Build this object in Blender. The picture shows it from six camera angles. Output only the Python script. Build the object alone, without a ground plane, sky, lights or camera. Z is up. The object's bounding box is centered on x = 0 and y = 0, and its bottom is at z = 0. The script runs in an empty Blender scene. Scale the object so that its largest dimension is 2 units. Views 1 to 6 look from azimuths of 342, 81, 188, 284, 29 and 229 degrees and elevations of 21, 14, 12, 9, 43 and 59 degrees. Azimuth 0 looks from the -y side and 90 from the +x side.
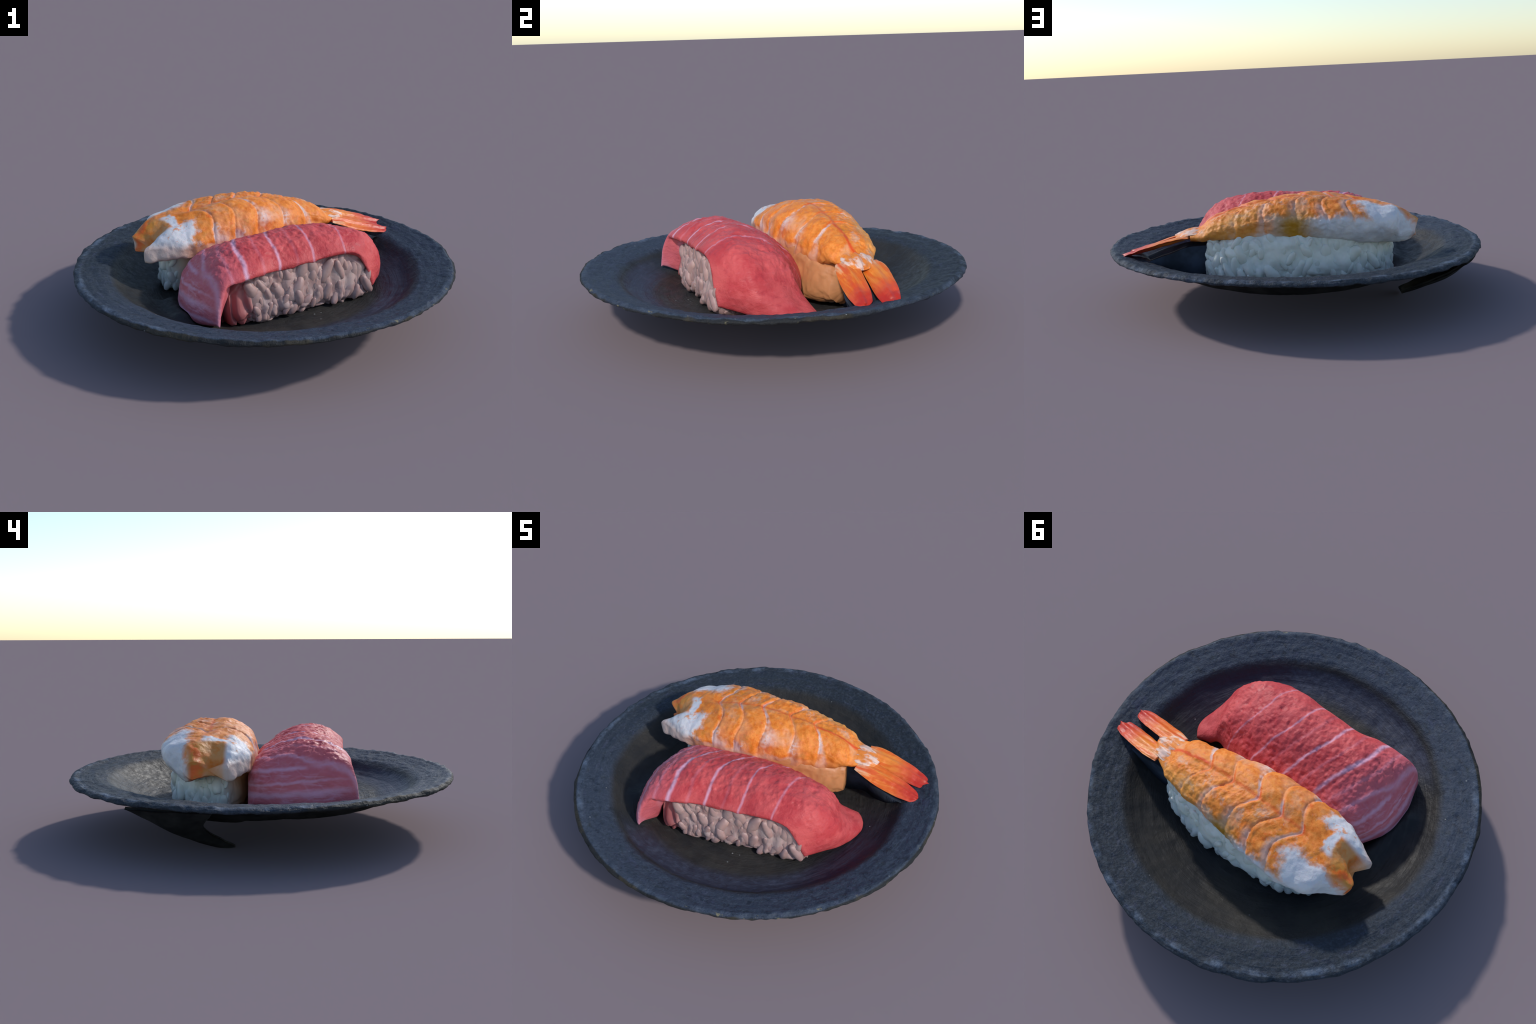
"""Two pieces of nigiri sushi (a cooked shrimp and a fatty tuna slice) on a round, dark stoneware plate."""
import bpy, math, random
import numpy as np
from mathutils import Vector, noise, Matrix

rng = random.Random(7)
COL = bpy.context.scene.collection

# ------------------------------------------------------------------ helpers

def hermite(knots, ctrl, x):
    """Smooth cubic through ctrl values (n, ...) at knots, evaluated at x."""
    k = np.asarray(knots, float); c = np.asarray(ctrl, float); x = np.asarray(x, float)
    m = np.zeros_like(c)
    sh = (-1,) + (1,) * (c.ndim - 1)
    d = (c[1:] - c[:-1]) / (k[1:] - k[:-1]).reshape(sh)
    w0 = (k[2:] - k[1:-1]).reshape(sh); w1 = (k[1:-1] - k[:-2]).reshape(sh)
    m[1:-1] = (d[:-1] * w0 + d[1:] * w1) / (w0 + w1)
    m[0] = d[0]; m[-1] = d[-1]
    i = np.clip(np.searchsorted(k, x, side="right") - 1, 0, len(k) - 2)
    h = (k[i + 1] - k[i]); t = (x - k[i]) / h
    h = h.reshape(sh); t = t.reshape(sh)
    return ((2 * t**3 - 3 * t**2 + 1) * c[i] + (t**3 - 2 * t**2 + t) * h * m[i]
            + (-2 * t**3 + 3 * t**2) * c[i + 1] + (t**3 - t**2) * h * m[i + 1])


def n3(v, s, seed=0.0):
    return noise.noise(Vector((v[0] * s + seed, v[1] * s + seed * 1.7, v[2] * s - seed)))


def fbm(v, s, octaves=3, seed=0.0):
    a, t = 1.0, 0.0
    for _ in range(octaves):
        t += a * n3(v, s, seed); s *= 2.1; a *= 0.5
    return t


def gauss(x, c, w):
    return math.exp(-((x - c) / w) ** 2)


def sstep(a, b, x):
    t = min(1.0, max(0.0, (x - a) / (b - a)))
    return t * t * (3 - 2 * t)


def empty(name, loc=(0, 0, 0), rot=0.0):
    o = bpy.data.objects.new(name, None)
    o.location = loc; o.rotation_euler = (0, 0, rot)
    COL.objects.link(o)
    return o


def mesh_object(name, verts, faces, mat, parent=None, loc=(0, 0, 0), rot=0.0, smooth=True):
    me = bpy.data.meshes.new(name)
    me.from_pydata([tuple(map(float, v)) for v in verts], [], [tuple(map(int, f)) for f in faces])
    me.validate(); me.update()
    if smooth:
        me.polygons.foreach_set("use_smooth", [True] * len(me.polygons))
    me.materials.append(mat)
    o = bpy.data.objects.new(name, me)
    o.location = loc; o.rotation_euler = (0, 0, rot)
    COL.objects.link(o)
    if parent is not None:
        o.parent = parent
    return o


def grid_faces(n, m, wrap=False, flip=False, base=0):
    """Quads of an n x m vertex grid; wrap closes the second direction."""
    f = []
    for i in range(n - 1):
        for j in range(m if wrap else m - 1):
            k = (j + 1) % m
            q = (base + i * m + j, base + i * m + k, base + (i + 1) * m + k, base + (i + 1) * m + j)
            f.append(q[::-1] if flip else q)
    return f


def grid_normals(G):
    """Unit normals of an (n, m, 3) grid of points."""
    du = np.gradient(G, axis=0); dv = np.gradient(G, axis=1)
    N = np.cross(du, dv)
    L = np.linalg.norm(N, axis=2, keepdims=True); L[L == 0] = 1
    return N / L

# ------------------------------------------------------------------ material kit

class Mat:
    def __init__(self, name, rough=0.6, spec=0.3):
        self.m = bpy.data.materials.new(name); self.m.use_nodes = True
        self.nt = self.m.node_tree; self.N = self.nt.nodes; self.L = self.nt.links
        self.b = self.N["Principled BSDF"]
        self.b.inputs["Roughness"].default_value = rough
        self.b.inputs["Specular IOR Level"].default_value = spec
        self.tc = self.N.new("ShaderNodeTexCoord").outputs["Object"]
        s = self.N.new("ShaderNodeSeparateXYZ"); self.L.new(self.tc, s.inputs[0])
        self.x, self.y, self.z = s.outputs

    def _in(self, sock, v):
        if isinstance(v, bpy.types.NodeSocket):
            self.L.new(v, sock)
        elif isinstance(v, tuple):
            sock.default_value = v if len(v) == len(sock.default_value) else (*v, 1.0)
        else:
            sock.default_value = v

    def math(self, op, a, b=0.0, c=None, clamp=False):
        n = self.N.new("ShaderNodeMath"); n.operation = op; n.use_clamp = clamp
        self._in(n.inputs[0], a); self._in(n.inputs[1], b)
        if c is not None: self._in(n.inputs[2], c)
        return n.outputs[0]

    def add(self, a, b): return self.math("ADD", a, b)
    def sub(self, a, b): return self.math("SUBTRACT", a, b)
    def mul(self, a, b): return self.math("MULTIPLY", a, b)
    def maxi(self, a, b): return self.math("MAXIMUM", a, b)
    def mini(self, a, b): return self.math("MINIMUM", a, b)

    def ramp(self, v, a, b, lo=0.0, hi=1.0):
        n = self.N.new("ShaderNodeMapRange"); n.interpolation_type = "SMOOTHSTEP"
        self._in(n.inputs["Value"], v)
        self._in(n.inputs["From Min"], a); self._in(n.inputs["From Max"], b)
        n.inputs["To Min"].default_value = lo; n.inputs["To Max"].default_value = hi
        return n.outputs[0]

    def peak(self, v, c, w):
        """1 at v == c, falling to 0 at distance w."""
        return self.ramp(self.math("ABSOLUTE", self.sub(v, c)), 0.0, w, 1.0, 0.0)

    def vec(self, x, y, z):
        n = self.N.new("ShaderNodeCombineXYZ")
        for s, v in zip(n.inputs, (x, y, z)): self._in(s, v)
        return n.outputs[0]

    def noise(self, scale, detail=4.0, rough=0.55, vec=None, distort=0.0, stretch=None):
        n = self.N.new("ShaderNodeTexNoise")
        n.inputs["Scale"].default_value = scale; n.inputs["Detail"].default_value = detail
        n.inputs["Roughness"].default_value = rough; n.inputs["Distortion"].default_value = distort
        v = self.tc if vec is None else vec
        if stretch:
            mp = self.N.new("ShaderNodeMapping"); mp.inputs["Scale"].default_value = stretch
            self.L.new(v, mp.inputs["Vector"]); v = mp.outputs[0]
        self.L.new(v, n.inputs["Vector"])
        return n.outputs["Fac"]

    def voronoi(self, scale, feature="F1", vec=None):
        n = self.N.new("ShaderNodeTexVoronoi"); n.feature = feature
        n.inputs["Scale"].default_value = scale
        self.L.new(self.tc if vec is None else vec, n.inputs["Vector"])
        return n.outputs["Distance"]

    def mix(self, f, a, b, mode="MIX"):
        n = self.N.new("ShaderNodeMix"); n.data_type = "RGBA"; n.blend_type = mode
        self._in(n.inputs[0], f)
        self._in(n.inputs[6], a); self._in(n.inputs[7], b)
        return n.outputs[2]

    def bump(self, h, strength=0.3, dist=0.01, prev=None):
        n = self.N.new("ShaderNodeBump")
        n.inputs["Strength"].default_value = strength; n.inputs["Distance"].default_value = dist
        self._in(n.inputs["Height"], h)
        if prev is not None: self.L.new(prev, n.inputs["Normal"])
        return n.outputs[0]

    def done(self, color, normal=None, rough=None, sss=None):
        self._in(self.b.inputs["Base Color"], color)
        if normal is not None: self.L.new(normal, self.b.inputs["Normal"])
        if rough is not None: self._in(self.b.inputs["Roughness"], rough)
        if sss:
            self.b.inputs["Subsurface Weight"].default_value = sss[0]
            self.b.inputs["Subsurface Scale"].default_value = sss[1]
        return self.m

# ------------------------------------------------------------------ materials

def stoneware():
    k = Mat("dark_stoneware", 0.7, 0.2)
    r = k.math("SQRT", k.add(k.mul(k.x, k.x), k.mul(k.y, k.y)))
    ang = k.math("ARCTAN2", k.y, k.x)
    # brush marks run round the plate: noise in polar coordinates
    pol = k.vec(k.mul(r, 34.0), k.mul(k.math("SINE", ang), 2.0), k.mul(k.math("COSINE", ang), 2.0))
    streak = k.noise(1.0, 5, 0.6, vec=pol)
    cloud = k.noise(4.5, 4, 0.6)
    grain = k.noise(70, 3, 0.6)
    fine = k.noise(30, 5, 0.7)
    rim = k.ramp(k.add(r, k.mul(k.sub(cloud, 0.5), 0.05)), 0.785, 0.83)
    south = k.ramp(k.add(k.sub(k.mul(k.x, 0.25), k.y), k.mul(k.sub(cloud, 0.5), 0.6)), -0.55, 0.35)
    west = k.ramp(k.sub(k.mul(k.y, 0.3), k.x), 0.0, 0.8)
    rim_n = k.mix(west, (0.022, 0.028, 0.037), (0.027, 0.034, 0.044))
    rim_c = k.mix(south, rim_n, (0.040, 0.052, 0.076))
    tint = k.noise(16, 4, 0.65, vec=k.vec(k.mul(r, 2.2), k.mul(k.math("SINE", ang), .8), k.mul(k.math("COSINE", ang), .8)))
    rim_c = k.mix(k.mul(k.ramp(tint, 0.55, 0.70), 0.6), rim_c, (0.058, 0.066, 0.110))
    rim_c = k.mix(k.mul(k.ramp(tint, 0.45, 0.30), 0.7), rim_c, (0.024, 0.032, 0.037))
    rim_c = k.mix(k.ramp(grain, 0.42, 0.68), rim_c, k.mix(0.22, rim_c, (0.10, 0.125, 0.165)))
    rim_c = k.mix(k.ramp(fine, 0.50, 0.30), rim_c, (0.020, 0.027, 0.042))
    floor_c = k.mix(k.ramp(cloud, 0.35, 0.65), (0.025, 0.025, 0.026), (0.041, 0.038, 0.034))
    floor_c = k.mix(k.mul(k.ramp(streak, 0.55, 0.75), 0.5), floor_c, (0.055, 0.052, 0.048))
    # bluish sunlit sheen painted as a ring on the southern side of the well
    ring = k.mul(k.mul(k.ramp(k.add(r, k.mul(k.sub(cloud, .5), .06)), 0.60, 0.68), k.ramp(r, 0.80, 0.765)),
                 k.ramp(k.sub(k.mul(k.x, 0.5), k.y), 0.25, 0.55))
    floor_c = k.mix(k.mul(ring, 0.85), floor_c, k.mix(k.ramp(fine, 0.4, 0.7), (0.036, 0.041, 0.066), (0.066, 0.078, 0.118)))
    plum = k.mul(k.mul(k.ramp(k.x, 0.45, 0.62), k.ramp(r, 0.84, 0.78)), k.ramp(k.y, 0.25, 0.0))
    floor_c = k.mix(k.mul(plum, 0.7), floor_c, (0.026, 0.020, 0.034))
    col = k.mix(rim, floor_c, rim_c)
    # broken pale highlight painted along the lip
    lip = k.mul(k.mul(k.mul(k.ramp(r, 0.948, 0.972), k.ramp(r, 0.995, 0.986)), k.ramp(k.noise(6.5, 6, 0.75), 0.42, 0.66)), k.ramp(k.add(k.x, k.mul(k.y, -1.0)), 0.5, -0.5, 0.30, 1.0))
    col = k.mix(k.mul(lip, 0.8), col, (0.13, 0.17, 0.235))
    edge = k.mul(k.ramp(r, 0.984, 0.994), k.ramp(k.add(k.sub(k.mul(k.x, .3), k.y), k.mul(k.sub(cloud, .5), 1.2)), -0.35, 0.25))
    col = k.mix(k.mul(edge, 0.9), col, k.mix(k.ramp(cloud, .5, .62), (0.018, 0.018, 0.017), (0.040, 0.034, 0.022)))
    chipm = k.mul(k.mul(k.ramp(r, 0.968, 0.980), k.ramp(k.noise(24, 3, 0.6), 0.62, 0.68)), k.ramp(k.sub(k.x, k.mul(k.y, .4)), 0.0, 0.6))
    col = k.mix(k.mul(chipm, 0.8), col, (0.20, 0.18, 0.11))
    speck = k.mul(k.ramp(k.voronoi(16), 0.085, 0.05), k.ramp(k.noise(5, 2), 0.56, 0.62))
    col = k.mix(k.mul(speck, 0.7), col, (0.30, 0.31, 0.30))
    h = k.add(k.add(k.mul(streak, 0.5), k.mul(k.noise(11, 5, 0.6), 0.8)), k.mul(k.add(k.mul(fine, 0.5), k.mul(grain, 0.3)), k.ramp(r, 0.72, 0.84, 0.10, 1.0)))
    return k.done(col, k.bump(h, 0.8, 0.016), k.add(k.ramp(fine, 0.3, 0.7, 0.42, 0.65), k.mul(rim, 0.12)))


def under_clay(name="unglazed_underside", a=(0.016, 0.016, 0.016), b=(0.034, 0.034, 0.032)):
    k = Mat(name, 0.9, 0.1)
    return k.done(k.mix(k.ramp(k.noise(9, 5), 0.35, 0.65), a, b),
                  k.bump(k.noise(40, 4), 0.3, 0.01))


def tuna_mat():
    k = Mat("raw_tuna", 0.5, 0.22)
    warp = k.mul(k.sub(k.noise(5, 3), 0.5), 0.03)
    # fat lines: t is constant along each; they bow towards the west over the ridge
    bow = k.mul(k.ramp(k.math("ABSOLUTE", k.sub(k.y, k.sub(k.mul(k.x, 0.27), 0.23))), 0.0, 0.24, 1.0, 0.0), 0.035)
    t = k.add(k.add(k.sub(k.x, k.mul(k.y, 0.108)), bow), warp)
    grain = k.noise(26, 4, 0.65, stretch=(1.0, 0.35, 1.0))
    blot = k.noise(8, 4, 0.6)
    top = k.ramp(k.z, 0.38, 0.50)
    red = k.mix(k.ramp(blot, 0.35, 0.65), (0.52, 0.055, 0.062), (0.63, 0.10, 0.10))
    red = k.mix(k.mul(k.ramp(grain, 0.55, 0.75), 0.35), red, (0.62, 0.13, 0.14))
    red = k.mix(k.mul(k.ramp(grain, 0.45, 0.28), 0.45), red, (0.33, 0.022, 0.035))
    # fatty pale western end with a network of sinews
    fatty = k.ramp(k.add(t, k.mul(k.sub(blot, 0.5), 0.2)), -0.10, -0.42)
    red = k.mix(k.mul(fatty, 0.6), red, (0.64, 0.19, 0.24))
    pale = (0.74, 0.42, 0.55)
    wob = k.mul(k.sub(k.noise(9, 2), .5), 0.014)
    tt = k.add(t, wob)
    col = red
    for c, w, s in ((-0.345, 0.018, 0.5), (-0.188, 0.018, 0.92), (-0.012, 0.013, 0.75), (0.168, 0.010, 0.55), (0.345, 0.010, 0.38),
                    (-0.10, 0.014, 0.16), (0.08, 0.014, 0.10), (-0.27, 0.016, 0.22)):
        line = k.mul(k.peak(tt, c, w), k.ramp(k.noise(12, 3), 0.25, 0.5, 0.55, 1.0))
        col = k.mix(k.mul(line, s), col, pale)
    # the draped west face shows sinews by height
    face = k.ramp(t, -0.345, -0.40)
    zz = k.add(k.add(k.z, k.mul(k.y, 0.10)), k.mul(k.sub(k.noise(6, 3), 0.5), 0.05))
    for c, w, s in ((0.345, 0.016, 0.7), (0.285, 0.011, 0.55), (0.235, 0.022, 0.6), (0.175, 0.018, 0.7)):
        col = k.mix(k.mul(k.mul(k.peak(zz, c, w), face), s), col, pale)
    net = k.voronoi(9, "DISTANCE_TO_EDGE", vec=k.vec(k.x, k.y, k.mul(k.z, 1.6)))
    col = k.mix(k.mul(k.mul(k.ramp(net, 0.06, 0.0), face), 0.12), col, pale)
    streak = k.noise(22, 3, 0.6, stretch=(0.5, 0.35, 2.2))
    col = k.mix(k.mul(k.mul(k.ramp(streak, 0.48, 0.66), face), 0.5), col, (0.72, 0.32, 0.41))
    h = k.add(k.mul(grain, 0.8), k.mul(k.noise(60, 3), 0.25))
    return k.done(col, k.bump(h, 0.55, 0.014), k.ramp(grain, 0.3, 0.7, 0.40, 0.65), (0.12, 0.03))


SEAM = (-0.375, -0.252, -0.117, 0.044, 0.187)      # where the shrimp's segments meet, in t


def shrimp_mat():
    k = Mat("cooked_shrimp", 0.45, 0.3)
    blot = k.noise(11, 5, 0.65)
    fine = k.noise(34, 5, 0.7)
    big = k.noise(5, 3)
    q = k.y
    warp = k.mul(k.sub(big, 0.5), 0.03)
    fade = k.mul(k.ramp(k.x, -0.58, -0.36), k.ramp(k.x, 0.50, 0.34))
    qq = k.sub(q, 0.012)
    aq = k.mini(k.math("SQRT", k.add(k.mul(qq, qq), 0.0003)), 0.21)
    t0 = k.sub(k.x, k.mul(fade, k.mul(k.math("SINE", k.mul(aq, 11.0)), 0.080)))
    t = k.add(t0, k.mul(warp, 0.35))
    orange = k.mix(k.ramp(fine, 0.3, 0.7), (0.72, 0.17, 0.015), (0.90, 0.30, 0.05))
    orange = k.mix(k.mul(k.ramp(blot, 0.52, 0.72), 0.6), orange, (0.80, 0.36, 0.13))
    orange = k.mix(k.mul(k.ramp(blot, 0.42, 0.25), 0.6), orange, (0.45, 0.13, 0.012))
    patch = k.noise(6.5, 4, 0.6)
    orange = k.mix(k.mul(k.ramp(patch, 0.54, 0.68), 0.65), orange, (0.78, 0.38, 0.20))
    orange = k.mix(k.mul(k.ramp(patch, 0.44, 0.32), k.ramp(fine, 0.35, 0.6, 0.3, 0.85)), orange, (0.50, 0.17, 0.012))
    orange = k.mix(k.mul(k.ramp(k.noise(19, 4, 0.7), 0.60, 0.70), 0.5), orange, (0.80, 0.11, 0.012))
    white = k.mix(k.ramp(blot, 0.3, 0.7), (0.66, 0.50, 0.50), (0.80, 0.66, 0.63))
    edge = k.ramp(k.math("ABSOLUTE", q), 0.05, 0.19)          # towards the flanks
    membrane = 0.0
    red = 0.0
    for i, s in enumerate(SEAM):
        w = k.add(k.add(0.020, k.mul(edge, 0.028)), k.mul(k.ramp(q, -0.10, -0.17), 0.055))
        d = k.add(k.sub(t, s), k.mul(k.sub(fine, 0.5), 0.03))
        band = k.mul(k.ramp(d, -0.006, 0.004), k.sub(1.0, k.ramp(k.math("DIVIDE", d, w), 0.35, 1.1)))
        membrane = k.maxi(membrane, k.mul(band, k.ramp(k.noise(8.5, 3), 0.42, 0.60, 0.12, 1.0)))
        red = k.maxi(red, k.mul(k.peak(k.sub(t, s), -0.004, 0.010), k.ramp(k.math("ABSOLUTE", q), 0.09, 0.0)))
    membrane = k.mul(membrane, k.ramp(q, 0.0, 0.06, 1.0, 0.6))
    col = k.mix(k.mul(membrane, 0.85), orange, white)
    vein = k.mul(k.peak(k.add(q, k.mul(k.sub(big, .5), 0.05)), 0.002, 0.015), k.ramp(k.x, -0.45, -0.3))
    red = k.maxi(k.mul(red, 0.75), k.maxi(k.mul(vein, 0.5), k.mul(vein, k.ramp(k.x, 0.19, 0.24))))
    col = k.mix(k.mul(red, 0.9), col, (0.74, 0.065, 0.008))
    # white flesh at the head end and low on the flanks
    nz = k.mul(k.sub(blot, 0.5), 0.16)
    lobe_n = k.mul(k.ramp(k.add(q, nz), 0.07, 0.11), k.ramp(k.add(t, k.mul(nz, 1.3)), -0.40, -0.46))
    lobe_s = k.mul(k.ramp(k.add(q, k.mul(nz, .7)), -0.092, -0.128), k.ramp(k.add(t, k.mul(nz, 1.6)), -0.425, -0.475))
    mid_w = k.mul(k.ramp(k.add(q, k.mul(nz, .4)), 0.035, 0.005), k.mul(k.ramp(k.add(k.x, k.mul(nz, .5)), -0.462, -0.478), k.ramp(q, -0.20, -0.16)))
    lobe_s = k.maxi(lobe_s, mid_w)
    low_n = k.mul(k.ramp(k.add(k.z, k.mul(nz, 0.7)), 0.505, 0.465), k.mul(k.ramp(q, 0.08, 0.12), k.ramp(k.add(t, nz), 0.06, -0.06)))
    flank = k.ramp(k.add(k.z, k.mul(nz, 0.4)), 0.425, 0.40)
    flank = k.mul(flank, k.ramp(k.x, 0.25, 0.1))
    nside = k.ramp(q, 0.0, 0.05)
    col = k.mix(k.mul(k.mul(nside, k.ramp(k.noise(15, 5, .7), 0.53, 0.66)), 0.6), col, (0.62, 0.40, 0.30))
    w_all = k.maxi(k.maxi(lobe_n, lobe_s), k.maxi(low_n, k.mul(flank, 0.8)))
    bluish = k.mix(k.ramp(blot, 0.3, 0.7), (0.62, 0.62, 0.66), (0.78, 0.74, 0.73))
    fl = k.mul(k.ramp(k.add(k.z, k.mul(nz, .3)), 0.445, 0.40), k.ramp(q, -0.02, -0.10))
    col = k.mix(w_all, col, k.mix(k.mul(fl, 0.7), bluish, (0.66, 0.43, 0.33)))
    fleck = k.mul(k.ramp(k.noise(17, 5, 0.7), 0.56, 0.64), k.mul(k.ramp(q, 0.02, -0.02), k.ramp(k.z, 0.40, 0.45)))
    col = k.mix(k.mul(fleck, 0.75), col, (0.80, 0.26, 0.05))
    # orange pocket where the head was cut away
    pocket = k.mul(k.mul(k.ramp(k.add(k.x, k.mul(nz, .25)), -0.497, -0.512), k.mul(k.ramp(q, -0.115, -0.085), k.ramp(k.add(q, k.mul(nz, .3)), 0.085, 0.06))), k.ramp(k.z, 0.30, 0.36))
    pk = k.mix(k.ramp(blot, 0.4, 0.62), (0.70, 0.19, 0.016), (0.66, 0.30, 0.10))
    pk = k.mix(k.ramp(k.add(k.x, nz), -0.60, -0.67), pk, (0.72, 0.42, 0.27))
    col = k.mix(k.mul(pocket, k.ramp(k.z, 0.515, 0.50)), col, pk)
    tip = k.mul(k.ramp(q, -0.02, 0.01), k.mul(k.ramp(q, 0.075, 0.05), k.ramp(k.x, -0.53, -0.58)))
    col = k.mix(k.mul(tip, 0.9), col, k.mix(k.ramp(blot, 0.42, 0.58), (0.82, 0.13, 0.01), (0.62, 0.24, 0.03)))
    # yellow stain on the north flank
    stain = k.mul(k.mul(k.peak(k.add(k.x, nz), -0.03, 0.15), k.ramp(q, 0.13, 0.17)), k.ramp(k.add(k.z, k.mul(nz, .3)), 0.53, 0.46))
    col = k.mix(k.math('POWER', stain, 0.7), col, (0.46, 0.21, 0.012))
    yel = k.mul(k.mul(k.ramp(k.x, 0.05, 0.25), k.ramp(q, 0.06, 0.14)), 0.35)
    col = k.mix(yel, col, (0.75, 0.42, 0.10))
    # orange-brown band low on the southern flank
    low_orange = k.mul(k.ramp(k.z, 0.44, 0.38), k.ramp(q, -0.08, -0.12))
    col = k.mix(k.mul(k.mul(low_orange, 0.7), k.ramp(k.x, -0.52, -0.4)), col, (0.62, 0.21, 0.06))
    h = k.add(k.mul(fine, 0.8), k.mul(k.noise(80, 3), 0.25))
    return k.done(col, k.bump(h, 0.4, 0.012), k.ramp(fine, 0.3, 0.7, 0.38, 0.62), (0.12, 0.03))


def fin_mat():
    k = Mat("shrimp_tail_shell", 0.4, 0.4)
    streak = k.noise(16, 4, 0.6, stretch=(0.25, 2.6, 1.0))
    blot = k.noise(12, 4)
    u = k.add(k.x, k.mul(k.sub(blot, 0.5), 0.10))
    c = k.mix(k.ramp(streak, 0.35, 0.65), (0.74, 0.13, 0.012), (0.85, 0.27, 0.04))
    c = k.mix(k.mul(k.ramp(u, 0.58, 0.47), k.ramp(streak, 0.42, 0.62)), c, (0.80, 0.50, 0.32))
    c = k.mix(k.mul(k.ramp(k.noise(13, 4, 0.6, stretch=(0.3, 2.2, 1.0)), 0.52, 0.64), 0.7), c, (0.72, 0.07, 0.012))
    c = k.mix(k.ramp(u, 0.63, 0.79), c, k.mix(k.ramp(blot, .4, .6), (0.55, 0.03, 0.015), (0.70, 0.08, 0.03)))
    c = k.mix(k.mul(k.ramp(k.x, 0.825, 0.85), k.ramp(blot, 0.45, 0.6)), c, (0.78, 0.42, 0.36))
    return k.done(c, k.bump(k.add(streak, k.mul(k.noise(60, 3), 0.2)), 0.4, 0.012), None, (0.08, 0.02))


def joint_mat():
    k = Mat("pale_tail_joint", 0.45, 0.3)
    b = k.noise(22, 4, 0.6, stretch=(0.6, 1.6, 1.0))
    return k.done(k.mix(k.ramp(b, 0.42, 0.58), (0.78, 0.24, 0.045), (0.80, 0.56, 0.46)), k.bump(b, 0.4, 0.012), None, (0.1, 0.02))


def rice_mat(name, a, b, side=None, flesh=False):
    k = Mat(name, 0.45, 0.35)
    n = k.noise(14, 4)
    c = k.mix(k.ramp(n, 0.35, 0.65), a, b)
    if side:
        m = k.ramp(k.add(k.y, k.mul(k.sub(k.noise(6, 3), 0.5), 0.10)), -0.02, -0.12)
        m = k.maxi(m, k.mul(k.ramp(k.x, 0.33, 0.37), k.ramp(k.y, 0.10, 0.03)))
        c = k.mix(k.mul(m, k.ramp(k.x, -0.56, -0.36)), c, k.mix(k.ramp(n, 0.35, 0.65), side, tuple(v * 1.15 for v in side)))  # white rice coloured orange here by light bounced off the shrimp
    if flesh:
        nz = k.mul(k.sub(k.noise(10, 4), 0.5), 0.10)
        c = k.mix(k.mul(k.ramp(k.add(k.z, nz), 0.33, 0.42), 0.55), c, (0.42, 0.15, 0.13))  # slice's red reflection baked into the upper bed
        c = k.mix(k.mul(k.ramp(k.noise(16, 3), 0.56, 0.66), 0.4), c, (0.30, 0.17, 0.17))
        c = k.mix(k.ramp(k.add(k.x, nz), -0.25, -0.31), c, (0.40, 0.12, 0.115))
    return k.done(c, k.bump(k.noise(45, 3), 0.15, 0.01), None, (0.15, 0.03))


M_PLATE = stoneware(); M_UNDER = under_clay(); M_TUNA = tuna_mat(); M_SHRIMP = shrimp_mat()
M_TAIL_FILL = under_clay('dark_blue_grey', (0.022, 0.026, 0.034), (0.040, 0.050, 0.072)); M_FIN = fin_mat(); M_JOINT = joint_mat()
M_RICE_S = rice_mat("steamed_rice", (0.64, 0.64, 0.58), (0.76, 0.75, 0.70), (0.52, 0.22, 0.09))
M_RICE_BOUNCE = rice_mat("bounce_tinted_rice", (0.50, 0.22, 0.09), (0.58, 0.27, 0.12))
M_RICE_T = rice_mat("tinted_rice", (0.39, 0.24, 0.22), (0.55, 0.385, 0.35))  # base pinked and darkened for the tuna's colour bleed
M_BED_T = rice_mat("rice_and_flesh", (0.39, 0.24, 0.22), (0.55, 0.385, 0.35), flesh=True)

# ------------------------------------------------------------------ plate

# (radius, height) from the centre over the lip and back underneath
PROFILE = [(0, .134), (.25, .134), (.42, .135), (.55, .137), (.64, .149), (.70, .170), (.755, .206), (.79, .238), (.815, .256),
           (.85, .267), (.90, .279), (.95, .292), (.975, .298), (.990, .294), (.998, .288), (.999, .282), (.994, .276), (.975, .271),
           (.93, .265), (.87, .253), (.81, .240), (.75, .194), (.66, .146), (.55, .129), (.40, .127), (.2, .126), (0, .126)]
# the north-western side of the well rises earlier, in a shallow bowl
RISE = [(0, -.004), (.35, -.010), (.45, -.014), (.52, -.012), (.58, .004), (.64, .022), (.69, .034), (.74, .034), (.79, .022), (.83, .016), (.92, .006), (1.0, 0)]
RISE_DIR = math.radians(122)


def rise(x, y, r):
    w = 0.5 + 0.5 * math.cos(math.atan2(y, x) - RISE_DIR)
    w2 = 0.5 + 0.5 * math.cos(math.atan2(y, x) - math.radians(155))
    se = (0.5 + 0.5 * math.cos(math.atan2(y, x) - math.radians(308))) ** 1.5
    hem = math.hypot((x + .525) / .055, max(0.0, abs(y + .24) - .13) / .055)
    w2b = 0.021 * se * sstep(.78, .66, r) + 0.048 * math.exp(-hem * hem)
    return w2b + w * float(np.interp(r, [p[0] for p in RISE], [p[1] for p in RISE])) + 0.012 * w2 * w2 * gauss(r, .86, .07)


def tilt(x, y, r):
    return (0.0163 * x - 0.0008 * y) * min(1.0, r * 1.1)


def floor_z(x, y):
    r = math.hypot(x, y)
    top = PROFILE[:13]
    return float(np.interp(r, [p[0] for p in top], [p[1] for p in top])) + tilt(x, y, r) + rise(x, y, r)


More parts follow.
